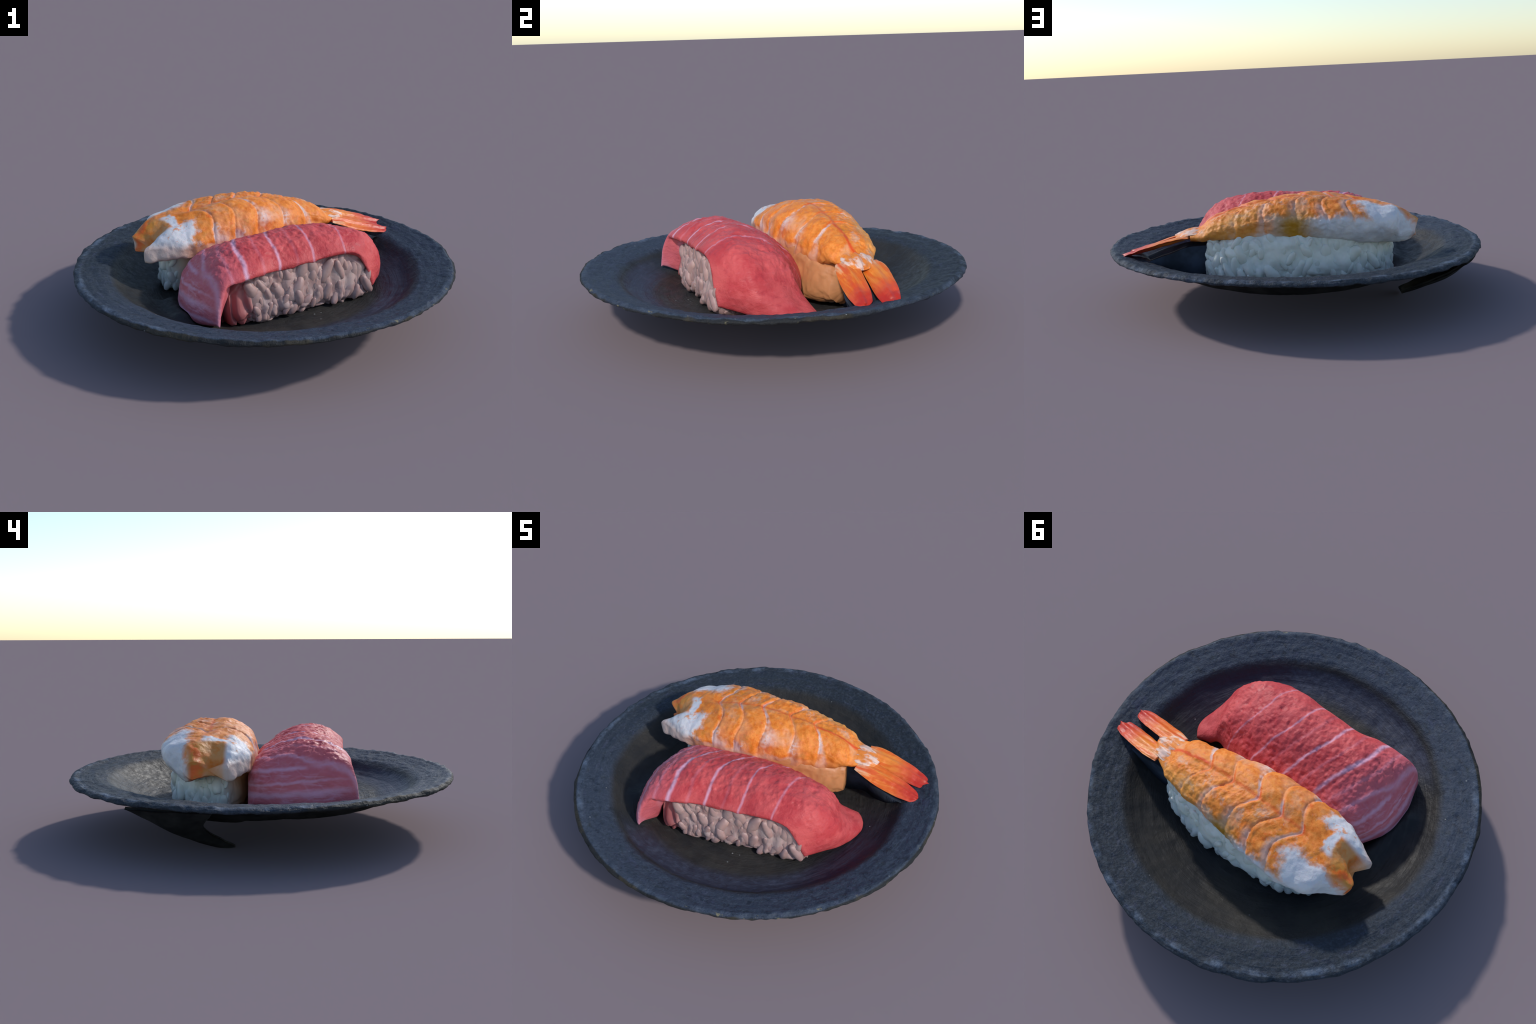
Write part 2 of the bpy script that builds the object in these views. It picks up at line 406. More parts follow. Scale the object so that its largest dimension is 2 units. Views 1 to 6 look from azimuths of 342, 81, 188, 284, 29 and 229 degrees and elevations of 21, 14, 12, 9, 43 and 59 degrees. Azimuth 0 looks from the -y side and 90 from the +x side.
def build_plate():
    n_t = 560
    pr = np.array(PROFILE)
    arc = np.concatenate([[0], np.cumsum(np.hypot(*np.diff(pr, axis=0).T))])
    s = np.concatenate([np.linspace(0, arc[8], 50)[:-1], np.linspace(arc[8], arc[12], 26)[:-1], np.linspace(arc[12], arc[17], 22)[:-1], np.linspace(arc[17], arc[-1], 46)])
    ring = hermite(arc, pr, s)
    verts, idx_edge = [], []
    for i, (r, z) in enumerate(ring[1:-1]):
        si = s[i + 1]
        top = 1.0 if si < arc[14] else 0.0
        for j in range(n_t):
            a = 2 * math.pi * j / n_t
            ca, sa = math.cos(a), math.sin(a)
            rad = 0.9993 - .0077 * ca - .0015 * sa - .0038 * math.sin(2 * a) + .0083 * math.cos(3 * a) - .0014 * math.sin(3 * a)
            facet = 0.006 * n3((ca, sa, 0), 5.0, 3.0) + 0.003 * n3((ca, sa, 0), 17.0, 9.0)
            near = sstep(.55, 1.0, r)
            R = r * (1 + (rad - 1 + facet) * near)
            x, y = R * ca, R * sa
            zz = z + tilt(x, y, r) + rise(x, y, r) + near * (-.0045 * math.cos(2 * a) + .0025 * math.sin(2 * a) + 0.004 * n3((ca, sa, 0), 4.0, 21.0))
            # hand-thrown swirls and lumps
            p = (r * 9.0, ca * 1.3, sa * 1.3)
            swirl = fbm(p, 1.6, 3, 5.0) * 0.0040 * sstep(.2, .8, r)
            lump = fbm((x, y, 0), 13.0, 3, 2.0) * 0.0034 + sstep(.74, .84, r) * 0.0022 * fbm((x, y, 0), 34.0, 2, 6.0)
            edge = sstep(.93, .985, r)
            chip = edge * (0.006 * n3((x, y, zz * 2), 14.0, 31.0) + 0.006 * n3((x, y, zz * 2), 31.0, 33.0) - 0.012 * max(0.0, n3((x, y, 0), 9.0, 41.0) - .25))
            zz += (swirl + lump) * (1.0 if top else 0.5) + chip * (0.8 if top else -0.5)
            R2 = 1 + 0.5 * chip
            verts.append((x * R2, y * R2, zz))
    n_r = len(ring) - 2
    faces = grid_faces(n_r, n_t, wrap=True, flip=False)
    c0 = len(verts); verts.append((0, 0, ring[0][1]))
    c1 = len(verts); verts.append((0, 0, ring[-1][1]))
    for j in range(n_t):
        k = (j + 1) % n_t
        faces.append((c0, j, k)); b = (n_r - 1) * n_t
        faces.append((c1, b + k, b + j))
    faces = [f[::-1] for f in faces] if False else faces
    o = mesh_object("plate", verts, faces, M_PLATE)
    o.data.materials.append(M_UNDER)
    cut = next(i for i in range(n_r) if s[i + 1] > arc[18])
    for p in o.data.polygons:
        if p.vertices[0] // n_t >= cut and p.vertices[0] != c0: p.material_index = 1
        if c1 in p.vertices: p.material_index = 1
    o["label"] = "round dark stoneware plate with a wide raised rim"
    o["category"] = "plate"
    return o


PLATE = build_plate()


def build_foot_fragment():
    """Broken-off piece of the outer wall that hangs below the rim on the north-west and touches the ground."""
    top = [(-.90, .42, .238), (-.935, .34, .243), (-.955, .24, .246), (-.955, .14, .246), (-.95, .06, .245), (-.935, .0, .243)]
    mid = [(-.790, .275, .136), (-.797, .242, .118), (-.795, .208, .110), (-.790, .17, .110), (-.775, .13, .118), (-.762, .088, .130)]
    low = [(-.582, .162, .022), (-.580, .125, .012), (-.579, .090, .005), (-.575, .050, .002), (-.572, .020, .002), (-.570, -.004, .006)]
    C = hermite([0, .5, 1], np.array([top, mid, low]), np.linspace(0, 1, 30))
    G = hermite(np.linspace(0, 1, 6), C.transpose(1, 0, 2), np.linspace(0, 1, 30)).transpose(1, 0, 2)
    n, m = G.shape[:2]
    N = grid_normals(G)
    if N[n // 2, m // 2, 2] < 0: N = -N
    for i in range(n):
        for j in range(m):
            G[i, j, 2] += 0.004 * n3(G[i, j], 14, 4.0)
    A = G; B = G + N * 0.014
    V = np.concatenate([A.reshape(-1, 3), B.reshape(-1, 3)])
    f = grid_faces(n, m) + grid_faces(n, m, flip=True, base=n * m)
    o2 = n * m
    for i in range(n - 1):
        for j, fl in ((0, 0), (m - 1, 1)):
            a, b = i * m + j, (i + 1) * m + j
            q = (a, b, b + o2, a + o2); f.append(q if fl else q[::-1])
    for j in range(m - 1):
        for i, fl in ((0, 0), (n - 1, 1)):
            a, b = i * m + j, i * m + j + 1
            q = (a, b, b + o2, a + o2); f.append(q[::-1] if fl else q)
    V[:, 2] -= V[:, 2].min()
    o = mesh_object("foot_fragment", V, f, M_UNDER, PLATE)
    return o


build_foot_fragment()

# ------------------------------------------------------------------ rice

def grain_mesh(name, mat, bend):
    verts, faces = [], []
    n, m = 13, 12
    for i in range(n):
        u = i / (n - 1); a = math.pi * u
        rad = math.sin(a) ** 0.75
        xx = -math.cos(a)
        for j in range(m):
            b = 2 * math.pi * j / m
            v = Vector((xx * 0.036, math.cos(b) * rad * 0.0155, math.sin(b) * rad * 0.0150 + bend * (xx * xx - .4)))
            v += v.normalized() * (0.0035 * n3(v, 38, bend * 900) + 0.002 * n3(v, 90, bend * 500))
            verts.append(v)
    me = bpy.data.meshes.new(name)
    me.from_pydata([tuple(v) for v in verts], [], [tuple(f) for f in grid_faces(n, m, wrap=True, flip=True)])
    me.validate(); me.update()
    me.polygons.foreach_set("use_smooth", [True] * len(me.polygons))
    me.materials.append(mat)
    return me


def build_rice(parent, mat, rows, count, seed, base_z, z_top, skip=None, side_mat=None, lump=0.020, cells=15, calm=None, bed_mat=None):
    """Rice bed: rows of (p, q_north, q_south, z_low, z_high) along the length; grains sit in its flanks."""
    R = np.array(rows, float)
    us = np.linspace(0, 1, 110); kn = np.linspace(0, 1, len(rows))
    S = hermite(kn, R, us)
    n, m = len(us), 120
    grid = np.zeros((n, m, 3)); out = np.zeros((n, m, 3))
    for i, (p, qn, qs, zl, zh) in enumerate(S):
        cq, hq, cz, hz = (qn + qs) / 2, (qn - qs) / 2, (zl + zh) / 2, (zh - zl) / 2
        for j in range(m):
            a = 2 * math.pi * j / m
            c, s_ = math.cos(a), math.sin(a)
            e = 0.5
            z = cz + hz * math.copysign(abs(s_) ** e, s_)
            hgt = (z - zl) / max(1e-6, zh - zl)
            q = cq + hq * math.copysign(abs(c) ** e, c) * (1.10 - 0.17 * min(1.0, hgt * 1.3))
            v = Vector((p, q, z))
            d = Vector((0, q - cq, (z - cz) * .5)).normalized()
            # soft clumps of fused grains: rounded ridges with creases between them, leaning downwards
            w = Vector((p * cells + 1.3 * n3(v, 7, seed), q * cells, z * cells * .7 + 1.0 * n3(v, 7, seed + 5)))
            cell = noise.voronoi(w)[0]
            clump = min(1.0, cell[1] - cell[0])
            out[i, j] = d
            lp = lump * (1.0 if calm is None else .35 + .65 * calm(q))
            v += d * (lp * ((min(clump, .55) / .55) ** .6 - 0.5) * (1.25 - .6 * hgt) + 0.010 * fbm((p, q, z), 8.0, 2, seed) + 0.004 * fbm((p, q, z), 40.0, 2, seed + 3))
            grid[i, j] = v
    V = list(grid.reshape(-1, 3))
    F = grid_faces(n, m, wrap=True)
    for i, fl in ((0, 0), (n - 1, 1)):
        c = len(V); V.append(grid[i].mean(axis=0))
        for j in range(m):
            k = (j + 1) % m
            F.append((c, i * m + k, i * m + j) if not fl else (c, i * m + j, i * m + k))
    mesh_object("rice_bed", V, F, bed_mat or mat, parent)
    g = random.Random(seed)
    kinds = [grain_mesh("rice_grain", mat, b) for b in (0.003, -0.004, 0.006)]
    dark = [grain_mesh("rice_grain", side_mat, b) for b in (0.003, -0.004)] if side_mat else None
    placed = 0; tries = 0; spots = []
    while placed < count and tries < 30000:
        tries += 1
        foot = g.random() < 0.40
        i = g.randrange(n); j = g.randrange(m)
        v = Vector(grid[i, j])
        p, qn, qs, zl, zh = S[i]
        if foot and v.z > zl + .05: continue
        nrm = Vector(out[i, j]); nrm.z *= .3
        if i < 14: nrm += Vector((-.9 * (1 - i / 14), 0, 0))
        if i > n - 15: nrm += Vector((.9 * (1 - (n - 1 - i) / 14), 0, 0))
        if i == 0 or i == n - 1:
            v = Vector((p, qs + (qn - qs) * g.random(), zl + (zh - zl) * g.random()))
        if v.z > z_top(v) + g.uniform(-.03, .012) or v.z < zl + 0.002 or nrm.length < .2: continue
        if skip and skip(v): continue
        if any((v - w).length < (0.034 if foot else 0.037) for w in spots): continue
        nrm.normalize()
        spots.append(v.copy())
        along = Vector((g.uniform(-.65, .65), g.uniform(-.25, .25), -g.uniform(.6, 1.2)))
        along = (along - nrm * along.dot(nrm) * g.uniform(.75, 1.0)).normalized()
        if foot:
            along = (along + nrm * (g.uniform(.2, .8) if v.y > 0 else g.uniform(.0, .45))).normalized()
        side = nrm.cross(along).normalized(); up = along.cross(side)
        M = Matrix((along, side, up)).transposed().to_4x4()
        sc = g.choice((.8, 1.0, 1.2, 1.45, 1.7)) * g.uniform(.92, 1.1)
        pos = v - nrm * (g.uniform(.008, .020) if foot else g.uniform(.006, .016)) * sc
        pos.z = max(pos.z, base_z(pos) + 0.006 + (abs(along.z) * .030 + .008) * sc)
        o = bpy.data.objects.new("rice_grain", g.choice(dark if dark and ((pos.y < -.06 and pos.x > -.5) or (pos.x > .33 and pos.y < .06)) else kinds))
        o.matrix_basis = Matrix.Translation(pos) @ M @ Matrix.Diagonal((sc, sc * g.uniform(.95, 1.35), sc * 1.05, 1))
        COL.objects.link(o); o.parent = parent
        placed += 1


# ------------------------------------------------------------------ tuna nigiri

TUNA = empty("tuna_sushi", (0, 0, 0))
TUNA["label"] = "rice ball draped with a red, white-veined slice of raw tuna"
TUNA["category"] = "sushi"

# slice: rows from the west hem to the east hem, each from the north edge to the south edge
TUNA_GRID = [
    [(-.468, -.030, .190), (-.495, -.092, .202), (-.526, -.205, .196), (-.530, -.335, .182), (-.490, -.462, .184), (-.422, -.582, .214)],
    [(-.422, -.018, .285), (-.457, -.080, .315), (-.482, -.200, .318), (-.482, -.330, .324), (-.452, -.455, .315), (-.410, -.567, .305)],
    [(-.338, -.002, .340), (-.370, -.064, .388), (-.388, -.195, .428), (-.388, -.315, .444), (-.383, -.435, .432), (-.373, -.540, .388)],
    [(-.175, .030, .350), (-.190, -.018, .402), (-.230, -.150, .472), (-.245, -.275, .502), (-.248, -.405, .480), (-.243, -.514, .416)],
    [(.005, .080, .340), (-.013, .022, .395), (-.050, -.100, .472), (-.068, -.220, .515), (-.068, -.350, .495), (-.057, -.449, .420)],
    [(.185, .112, .305), (.175, .055, .372), (.130, -.055, .472), (.105, -.180, .521), (.108, -.312, .509), (.117, -.426, .434)],
    [(.345, .092, .255), (.350, .045, .340), (.312, -.030, .442), (.290, -.135, .500), (.288, -.280, .510), (.294, -.394, .444)],
    [(.445, .066, .230), (.450, .030, .305), (.458, -.010, .378), (.485, -.105, .412), (.490, -.235, .445), (.410, -.378, .394)],
    [(.495, .088, .212), (.512, .055, .240), (.528, .012, .258), (.562, -.068, .288), (.575, -.205, .325), (.456, -.376, .320)],
    [(.575, .108, .198), (.610, .080, .198), (.640, .035, .194), (.652, -.045, .188), (.596, -.192, .190), (.490, -.358, .224)],
]


def build_tuna():
    C = np.array(TUNA_GRID)
    n, m = 260, 140
    A = hermite([0, .1, .2, .34, .48, .61, .74, .86, .93, 1.0], C, np.linspace(0, 1, n))
    G = hermite([0, .13, .32, .54, .77, 1.0], A.transpose(1, 0, 2), np.linspace(0, 1, m)).transpose(1, 0, 2).copy()
    N = grid_normals(G)
    if N[n // 2, m // 2, 2] < 0: N = -N
    th = 0.040
    top = G.copy(); bot = G - N * th
    for i in range(n):                                         # the western flap is a thick wedge closed onto the rice
        for j in range(m):
            bot[i, j] -= N[i, j] * 0.085 * sstep(.40, .12, i / (n - 1)) * sstep(1.0, .80, j / (m - 1))
    for i in range(n):
        u = i / (n - 1)
        for j in range(m):
            v = j / (m - 1)
            p = G[i, j]
            # coarse lumps, then the pitted grain of the cut face, which dies out on the smooth flanks
            face = sstep(.02, .2, v) * sstep(1.0, .78, v) * sstep(0, .12, u) * sstep(1.0, .82, u)
            w = (p[0] * 1.0 + p[1] * .1, p[1] * .55, p[2])
            d = 0.006 * fbm(p, 6.0, 2, 1.0) + face * (0.0050 * fbm(w, 22.0, 2, 8.0) + 0.0042 * fbm((w[0] * .9, w[1] * 1.5, w[2]), 46.0, 3, 3.0) - 0.0070 * max(0.0, fbm((w[0] + .5 * w[1], w[1] * 2.6, w[2]), 30.0, 2, 5.0) - .15)) + (1 - face) * 0.003 * fbm(p, 14, 2, 3.0)
            t = p[0] - .108 * p[1]
            d -= 0.004 * face * (gauss(t, -.22, .014) + .6 * gauss(t, -.045, .012))
            top[i, j] = p + N[i, j] * d
            # edges taper round
            e = min(v, 1 - v) * 9.0; f = min(u, 1 - u) * 22
            k = min(1.0, e, f)
            r = 1 - math.sqrt(max(0.0, 1 - (1 - k) ** 2))
            top[i, j] -= N[i, j] * th * 0.45 * r
            bot[i, j] += N[i, j] * th * 0.40 * r
            if j == 0 or j == m - 1:
                sgn = -1 if j == 0 else 1
                wob = 0.013 * fbm((p[0], p[1], p[2]), 13, 3, 12.0)
                top[i, j, 2] += wob; bot[i, j, 2] += wob
    for S_, lift in ((top, .006), (bot, .010)):                # nothing sinks through the plate
        for i in range(n):
            for j in range(m):
                if S_[i, j, 2] < .26:
                    S_[i, j, 2] = max(S_[i, j, 2], floor_z(S_[i, j, 0], S_[i, j, 1]) + lift)
    V = np.concatenate([top.reshape(-1, 3), bot.reshape(-1, 3)])
    o2 = n * m
    f = grid_faces(n, m) + grid_faces(n, m, flip=True, base=o2)
    for i in range(n - 1):
        for j, fl in ((0, 1), (m - 1, 0)):
            a, b = i * m + j, (i + 1) * m + j
            q = (a, b, b + o2, a + o2); f.append(q if not fl else q[::-1])
    for j in range(m - 1):
        for i, fl in ((0, 0), (n - 1, 1)):
            a, b = i * m + j, i * m + j + 1
            q = (a, b, b + o2, a + o2); f.append(q if not fl else q[::-1])
    import bmesh
    o = mesh_object("tuna_slice", V, f, M_TUNA, TUNA)
    bm = bmesh.new(); bm.from_mesh(o.data); bmesh.ops.recalc_face_normals(bm, faces=bm.faces); bm.to_mesh(o.data); bm.free()
    return o


build_tuna()
A_T = math.radians(13.5)
T_BASE = (0.0, -0.21)


def tuna_base(p):
    c, s = math.cos(A_T), math.sin(A_T)
    return floor_z(T_BASE[0] + p.x * c - p.y * s, T_BASE[1] + p.x * s + p.y * c)


def rice_part(thing, name, loc, rot):
    e = empty(name, loc, rot); e.parent = thing
    return e


RT = rice_part(TUNA, "rice", (T_BASE[0], T_BASE[1], 0), A_T)
build_rice(RT, M_RICE_T,
           [(-.37, .10, -.165, .140, .33), (-.31, .15, -.198, .138, .38), (-.22, .17, -.208, .136, .41), (-.10, .19, -.222, .134, .435), (.10, .20, -.230, .136, .45),
            (.26, .18, -.240, .140, .44), (.37, .15, -.246, .152, .415), (.44, .10, -.225, .164, .36)],
           125, 11, tuna_base, lambda v: .390 if v.x < .25 else .385 - (v.x - .25) * .6, skip=lambda v: v.y > -0.10 or v.x < -.27, lump=0.026, cells=14, bed_mat=M_BED_T)

# ------------------------------------------------------------------ shrimp nigiri

A_S = math.radians(9.4)
S_LOC = (0.0, 0.24, 0.0)
SHRIMP = empty("shrimp_sushi", S_LOC, A_S)
SHRIMP["label"] = "rice ball topped with an orange and white cooked shrimp"
SHRIMP["category"] = "sushi"


def shrimp_base(p):
    c, s = math.cos(A_S), math.sin(A_S)
    return floor_z(S_LOC[0] + p.x * c - p.y * s, S_LOC[1] + p.x * s + p.y * c)


RS = rice_part(SHRIMP, "rice", (0, 0, 0), 0.0)
build_rice(RS, M_RICE_S,
           [(-.535, .01, -.06, .150, .31), (-.515, .045, -.085, .146, .35), (-.465, .095, -.110, .141, .39), (-.38, .165, -.160, .136, .415), (-.20, .214, -.215, .134, .435),
            (.05, .218, -.222, .136, .435), (.22, .204, -.200, .146, .415), (.34, .174, -.158, .162, .382), (.415, .130, -.105, .178, .35)],
           155, 23, shrimp_base, lambda v: .375 - max(0, -.35 - v.x) * .25, skip=lambda v: (v.y < -.07 and v.x > -.48) or (v.y < .03 and v.x > .28), lump=0.026, cells=13, calm=lambda q: sstep(-.12, -.02, q))

# sections (q, z) from the north underside over the back to the south underside
SECT = [
    (-.650, [(.02, .35), (.05, .34), (.080, .365), (.068, .405), (.045, .425), (-.01, .43), (-.06, .43), (-.10, .425), (-.130, .395), (-.115, .355), (-.05, .355)]),
    (-.610, [(.03, .335), (.08, .320), (.132, .365), (.126, .425), (.085, .462), (.01, .474), (-.05, .470), (-.105, .456), (-.155, .405), (-.145, .352), (-.06, .35)]),
    (-.555, [(.06, .340), (.120, .325), (.190, .400), (.185, .458), (.115, .497), (.03, .502), (-.045, .500), (-.130, .480), (-.187, .422), (-.178, .355), (-.08, .36)]),
    (-.470, [(.08, .365), (.168, .335), (.226, .415), (.215, .482), (.130, .522), (.035, .522), (-.045, .524), (-.138, .500), (-.203, .440), (-.205, .345), (-.09, .37)]),
    (-.360, [(.08, .395), (.188, .362), (.236, .430), (.224, .496), (.122, .546), (.015, .536), (-.06, .552), (-.145, .527), (-.206, .462), (-.216, .320), (-.09, .34)]),
    (-.240, [(.08, .410), (.188, .375), (.226, .440), (.212, .490), (.120, .556), (.010, .558), (-.06, .569), (-.14, .540), (-.202, .474), (-.212, .315), (-.09, .33)]),
    (-.100, [(.08, .420), (.180, .385), (.203, .445), (.190, .492), (.112, .558), (.010, .567), (-.055, .569), (-.132, .538), (-.190, .478), (-.205, .318), (-.08, .33)]),
    (.055, [(.07, .425), (.162, .392), (.180, .445), (.168, .485), (.095, .540), (.013, .553), (-.045, .550), (-.115, .516), (-.164, .460), (-.182, .330), (-.08, .33)]),
    (.200, [(.07, .405), (.145, .382), (.162, .430), (.150, .462), (.088, .505), (.016, .525), (-.035, .520), (-.095, .487), (-.138, .437), (-.145, .355), (-.07, .34)]),
    (.350, [(.06, .375), (.100, .378), (.130, .400), (.122, .425), (.075, .462), (.012, .475), (-.025, .472), (-.075, .450), (-.112, .410), (-.10, .38), (-.06, .375)]),
    (.455, [(.04, .365), (.078, .368), (.100, .385), (.092, .405), (.055, .424), (.010, .432), (-.02, .430), (-.06, .418), (-.088, .392), (-.076, .370), (-.04, .362)]),
    (.500, [(.03, .368), (.060, .370), (.080, .385), (.072, .400), (.040, .414), (.005, .418), (-.02, .418), (-.05, .410), (-.075, .390), (-.06, .370), (-.03, .364)]),
]


def chevron(q):
    """Seams run as chevrons: swept to the tail either side of the midline, then back on the flanks."""
    a = min(math.sqrt((q - .012) ** 2 + .0003), .21)
    return 0.080 * math.sin(11.0 * a)


def build_shrimp():
    ts = np.array([s[0] for s in SECT]); C = np.array([s[1] for s in SECT])
    n, m = 250, 190
    # rings bunch so that one lies on every seam
    marks = np.array([-.650, *SEAM, .500])
    cnt = [70, 38, 42, 50, 44, 72]
    t = np.concatenate([np.linspace(marks[i], marks[i + 1], c, endpoint=False) for i, c in enumerate(cnt)] + [[.5]])
    n = len(t)
    A = hermite(ts, C, t)                                    # (n, 11, 2)
    ctrl = np.concatenate([A, A[:, :1]], axis=1)              # close the section
    kn = np.linspace(0, 1, ctrl.shape[1])
    G = hermite(kn, ctrl.transpose(1, 0, 2), np.linspace(0, 1, m, endpoint=False)).transpose(1, 0, 2)
    P = np.zeros((n, m, 3))
    for i in range(n):
        sl = sstep(-.62, -.42, t[i]) * sstep(.47, .30, t[i])
        P[i, :, 0] = [t[i] + sl * chevron(q) for q in G[i, :, 0]]
        P[i, :, 1:] = G[i]
    N = np.cross(np.gradient(P, axis=0), (np.roll(P, -1, 1) - np.roll(P, 1, 1)) / 2)
    N /= np.linalg.norm(N, axis=2, keepdims=True)
    cen = P.mean(axis=1, keepdims=True)
    if ((P - cen) * N).sum() < 0: N = -N
    out = P.copy()
    bounds = [-.50, *SEAM, .46]
    for i in range(n):
        seg = max(0, np.searchsorted(bounds, t[i]) - 1)
        a, b = bounds[min(seg, len(bounds) - 2)], bounds[min(seg + 1, len(bounds) - 1)]
        fr = min(1, max(0, (t[i] - a) / (b - a)))
        puff = 0.006 * math.sin(math.pi * fr) ** 0.7 if -.50 < t[i] < .46 else 0
        near = min(abs(t[i] - s) for s in SEAM)
        groove = -0.004 * math.exp(-(near / .010) ** 2)
        # each shell plate laps over the one behind it, towards the tail
        lap = max((0.0035 * sstep(-.035, -.004, t[i] - s) if t[i] <= s else 0.0) for s in SEAM)
        for j in range(m):
            p = P[i, j]
            up = sstep(.36, .46, p[2])
            d = (puff + groove + lap) * up
            d += 0.007 * fbm(p, 8, 2, 4.0) + 0.0035 * fbm(p, 26, 2, 6.0)
            d += (0.0042 * sstep(.0, .06, p[1]) * sstep(-.40, -.15, p[0]) + 0.0015) * up * fbm((p[0] * .8, p[1], p[2]), 38, 3, 9.0)
            if p[1] < -.12: d += 0.010 * sstep(.50, .42, p[2]) * fbm(p, 15, 2, 14.0)
            d -= 0.0055 * math.exp(-((p[1] - .012 - .012 * n3(p, 7, 2.0)) / .014) ** 2) * (.4 + .6 * abs(n3(p, 6, 8.0)) * 2) * up * sstep(-.5, -.4, p[0]) * sstep(.45, .3, p[0])
            v = p + N[i, j] * d
            # head end: a deep orange pocket between two drawn-out tips
            if t[i] < -.40:
                k = sstep(-.50, -.64, p[0])
                pocket = math.exp(-((p[1] + .055) / .050) ** 2) * math.exp(-((p[2] - .415) / .06) ** 2)
                tipo = gauss(p[1], .030, .036) * gauss(p[2], .400, .055)
                tipw = gauss(p[1], -.128, .042) * gauss(p[2], .388, .055)
                v[0] += k * (0.070 * pocket - 0.034 * tipo - 0.032 * tipw)
                v[2] -= 0.045 * sstep(-.495, -.60, p[0]) * gauss(p[1], -.045, .052) * up
                v[2] -= k * 0.03 * tipw * sstep(.40, .36, p[2])
                v[0] += k * 0.05 * sstep(.06, .15, p[1])
            out[i, j] = v
    Vt = list(out.reshape(-1, 3))
    F = grid_faces(n, m, wrap=True)
    tag = [i for i in range(n - 1) for _ in range(m)]
    c = len(Vt)
    e0 = out[0].mean(axis=0); e0[0] += .035; Vt.append(e0)
    e1 = out[-1].mean(axis=0); Vt.append(e1)
    for j in range(m):
        k = (j + 1) % m
        F.append((c, k, j)); tag.append(0)
        F.append((c + 1, (n - 1) * m + j, (n - 1) * m + k)); tag.append(n - 2)
    # one smooth body, then separated into its segments with shared border normals
    body = bpy.data.meshes.new("body")
    body.from_pydata([tuple(v) for v in Vt], [], F); body.update()
    import bmesh
    bm = bmesh.new(); bm.from_mesh(body); bmesh.ops.recalc_face_normals(bm, faces=bm.faces); bm.to_mesh(body); bm.free()
    body.polygons.foreach_set("use_smooth", [True] * len(body.polygons)); body.update()
    vn = [tuple(v.normal) for v in body.vertices]
    polys = [tuple(p.vertices) for p in body.polygons]
    part = empty("shrimp"); part.parent = SHRIMP
    starts = np.cumsum([0] + cnt)
    names = ["head_end"] + ["abdomen_segment"] * 5
    for sidx, nm in enumerate(names):
        sel = [q for q, tg in zip(polys, tag) if starts[sidx] <= tg < starts[sidx + 1]]
        used = sorted({v for q in sel for v in q}); mp = {v: i for i, v in enumerate(used)}
        o = mesh_object(nm, [Vt[v] for v in used], [[mp[v] for v in q] for q in sel], M_SHRIMP, part)
        o.data.normals_split_custom_set_from_vertices([vn[v] for v in used])
    bpy.data.meshes.remove(body)
    return part


BODY = build_shrimp()


def blade(name, spine, width, roll, mat, parent, thick=0.013, ridges=3, seed=0.0):
    """A tail fin: a thin shell along spine points, ridged lengthwise, with rounded rim."""
    k = np.linspace(0, 1, len(spine)); n, m = 70, 30
    S = hermite(k, np.array(spine, float), np.linspace(0, 1, n))
    W = hermite(k, np.array(width, float).reshape(-1, 2), np.linspace(0, 1, n))
    Rl = hermite(k, np.array(roll, float).reshape(-1, 1), np.linspace(0, 1, n))[:, 0]
    T = np.gradient(S, axis=0); T /= np.linalg.norm(T, axis=1, keepdims=True)
    top = np.zeros((n, m, 3)); bot = top.copy()
    for i in range(n):
        side = np.cross([0, 0, 1.0], T[i]); side /= np.linalg.norm(side)
        up = np.cross(T[i], side)
        c, s = math.cos(Rl[i]), math.sin(Rl[i])
        side, up = side * c + up * s, up * c - side * s
        u = i / (n - 1)
        for j in range(m):
            v = -1 + 2 * j / (m - 1)
            w = W[i, 0] if v > 0 else W[i, 1]
            w *= math.sqrt(max(0, 1 - max(0, (u - .91) / .09) ** 2)) * .97 + .03
            rid = (0.004 * math.cos(v * math.pi * ridges) + 0.005 * (1 - abs(v))) * (1 - v * v) - 0.004 * v * v
            rim = math.sqrt(max(0.0, 1 - v ** 4)) * (1 - .55 * u)
            base = S[i] + side * w * v
            nz = 0.003 * fbm(base, 22, 2, seed)
            top[i, j] = base + up * (rid + nz + thick * rim)
            bot[i, j] = base + up * (rid * .6 + nz - thick * .5 * rim - .001)
    V = np.concatenate([top.reshape(-1, 3), bot.reshape(-1, 3)])
    o2 = n * m
    f = grid_faces(n, m) + grid_faces(n, m, flip=True, base=o2)
    for i in range(n - 1):
        for j in (0, m - 1):
            a, b = i * m + j, (i + 1) * m + j; f.append((a, b, b + o2, a + o2))
    for j in range(m - 1):
        for i in (0, n - 1):
            a, b = i * m + j, i * m + j + 1; f.append((a, b, b + o2, a + o2))
    import bmesh
    o = mesh_object(name, V, f, mat, parent)
    bm = bmesh.new(); bm.from_mesh(o.data); bmesh.ops.recalc_face_normals(bm, faces=bm.faces); bm.to_mesh(o.data); bm.free()
    return o


# world fin points turned into the shrimp's own frame
def loc_s(x, y, z):
    c, s = math.cos(A_S), math.sin(A_S); y -= S_LOC[1]
    return (x * c + y * s, -x * s + y * c, z)


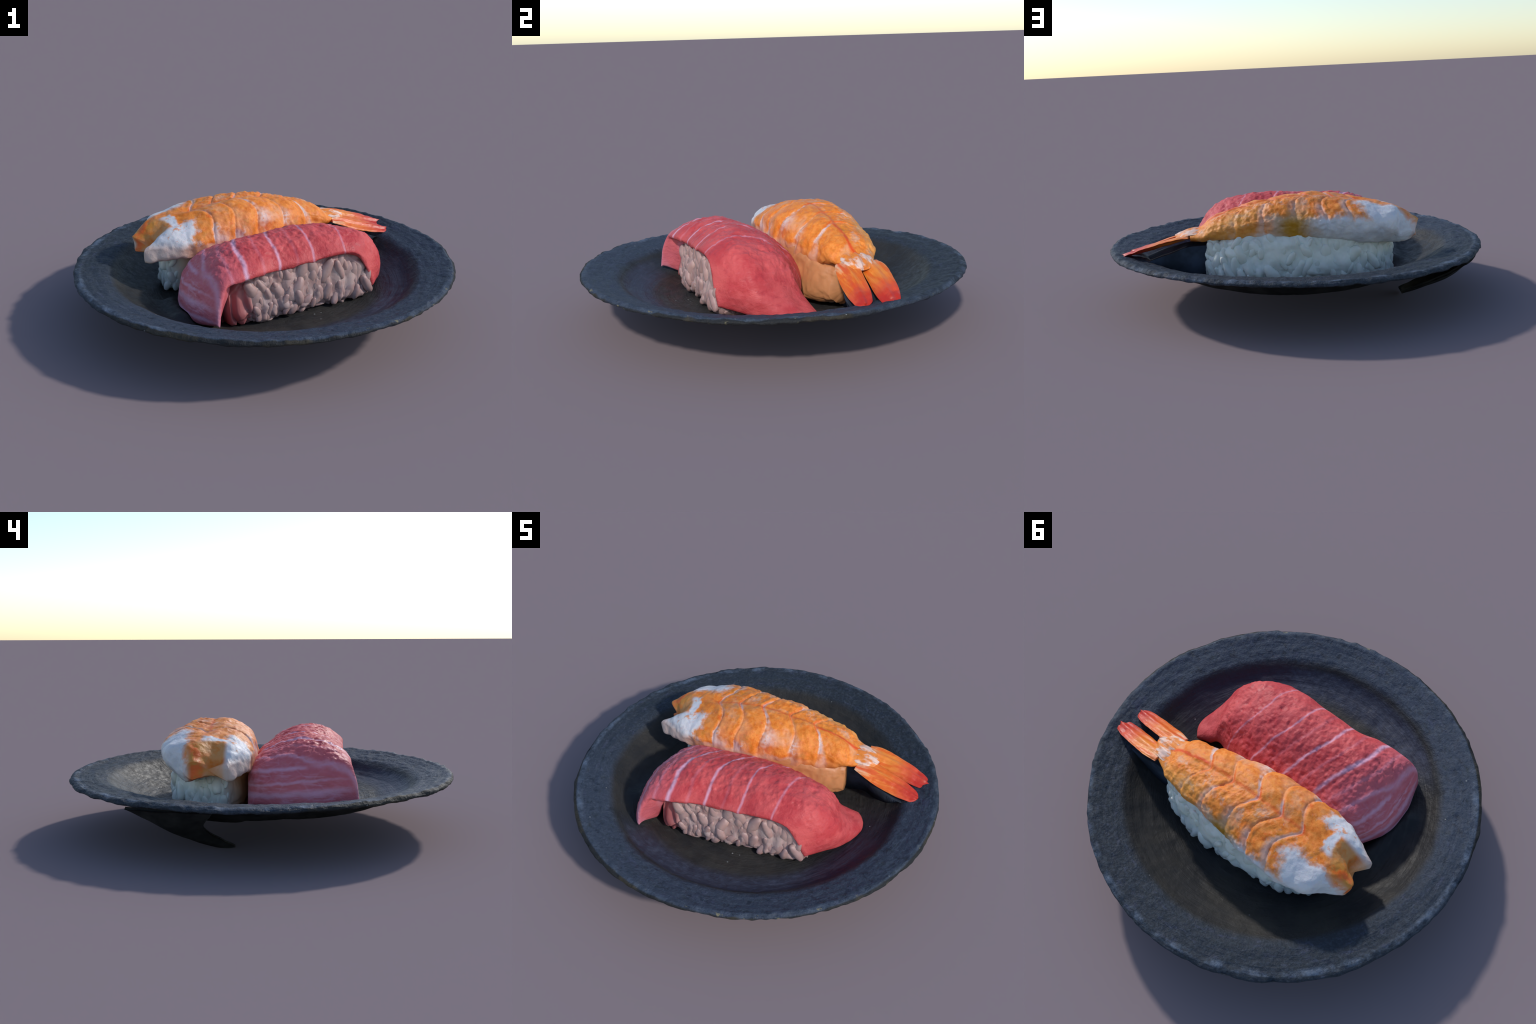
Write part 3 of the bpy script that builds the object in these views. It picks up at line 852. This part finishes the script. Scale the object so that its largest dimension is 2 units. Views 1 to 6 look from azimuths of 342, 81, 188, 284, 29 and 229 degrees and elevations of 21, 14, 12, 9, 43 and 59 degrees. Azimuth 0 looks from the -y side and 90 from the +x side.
blade("tail_fin", [loc_s(.49, .376, .386), loc_s(.56, .384, .374), loc_s(.66, .387, .349), loc_s(.76, .387, .321), loc_s(.850, .384, .295)],
      [(.046, .050), (.056, .058), (.054, .060), (.050, .057), (.034, .040)], [.22, .28, .30, .26, .15], M_FIN, BODY, thick=0.0085, ridges=2, seed=1.0)
blade("tail_fin", [loc_s(.48, .256, .390), loc_s(.56, .259, .372), loc_s(.65, .260, .344), loc_s(.75, .261, .315), loc_s(.840, .260, .290)],
      [(.050, .045), (.053, .060), (.052, .062), (.049, .055), (.034, .036)], [.20, .32, .36, .30, .15], M_FIN, BODY, thick=0.0085, ridges=2, seed=2.0)
blade("tail_joint", [loc_s(.43, .315, .408), loc_s(.48, .318, .406), loc_s(.53, .318, .396), loc_s(.575, .319, .378)],
      [(.078, .078), (.078, .078), (.066, .066), (.034, .034)], [0, 0, 0, 0], M_JOINT, BODY, thick=0.016, ridges=4, seed=5.0)


def build_tail_fill():
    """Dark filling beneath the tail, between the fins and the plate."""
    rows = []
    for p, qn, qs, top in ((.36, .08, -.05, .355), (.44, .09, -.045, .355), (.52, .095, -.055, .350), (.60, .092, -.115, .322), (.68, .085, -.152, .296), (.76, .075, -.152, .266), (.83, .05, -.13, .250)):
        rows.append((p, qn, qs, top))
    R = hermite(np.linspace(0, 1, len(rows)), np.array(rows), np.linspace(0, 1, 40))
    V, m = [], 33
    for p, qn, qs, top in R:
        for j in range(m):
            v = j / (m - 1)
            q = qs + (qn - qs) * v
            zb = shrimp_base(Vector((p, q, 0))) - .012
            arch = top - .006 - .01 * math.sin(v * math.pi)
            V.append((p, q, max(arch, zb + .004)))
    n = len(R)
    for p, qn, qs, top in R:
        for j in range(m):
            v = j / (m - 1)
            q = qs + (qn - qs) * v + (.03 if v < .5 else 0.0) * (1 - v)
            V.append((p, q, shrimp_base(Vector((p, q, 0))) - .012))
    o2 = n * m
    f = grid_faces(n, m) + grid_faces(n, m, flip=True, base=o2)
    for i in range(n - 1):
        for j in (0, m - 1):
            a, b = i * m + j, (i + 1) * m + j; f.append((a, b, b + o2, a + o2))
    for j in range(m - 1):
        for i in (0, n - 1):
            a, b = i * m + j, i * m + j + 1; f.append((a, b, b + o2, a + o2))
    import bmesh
    o = mesh_object("dark_tail_fill", V, f, M_TAIL_FILL, SHRIMP)
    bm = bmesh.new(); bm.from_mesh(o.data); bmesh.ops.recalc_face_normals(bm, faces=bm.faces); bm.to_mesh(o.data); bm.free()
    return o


build_tail_fill()
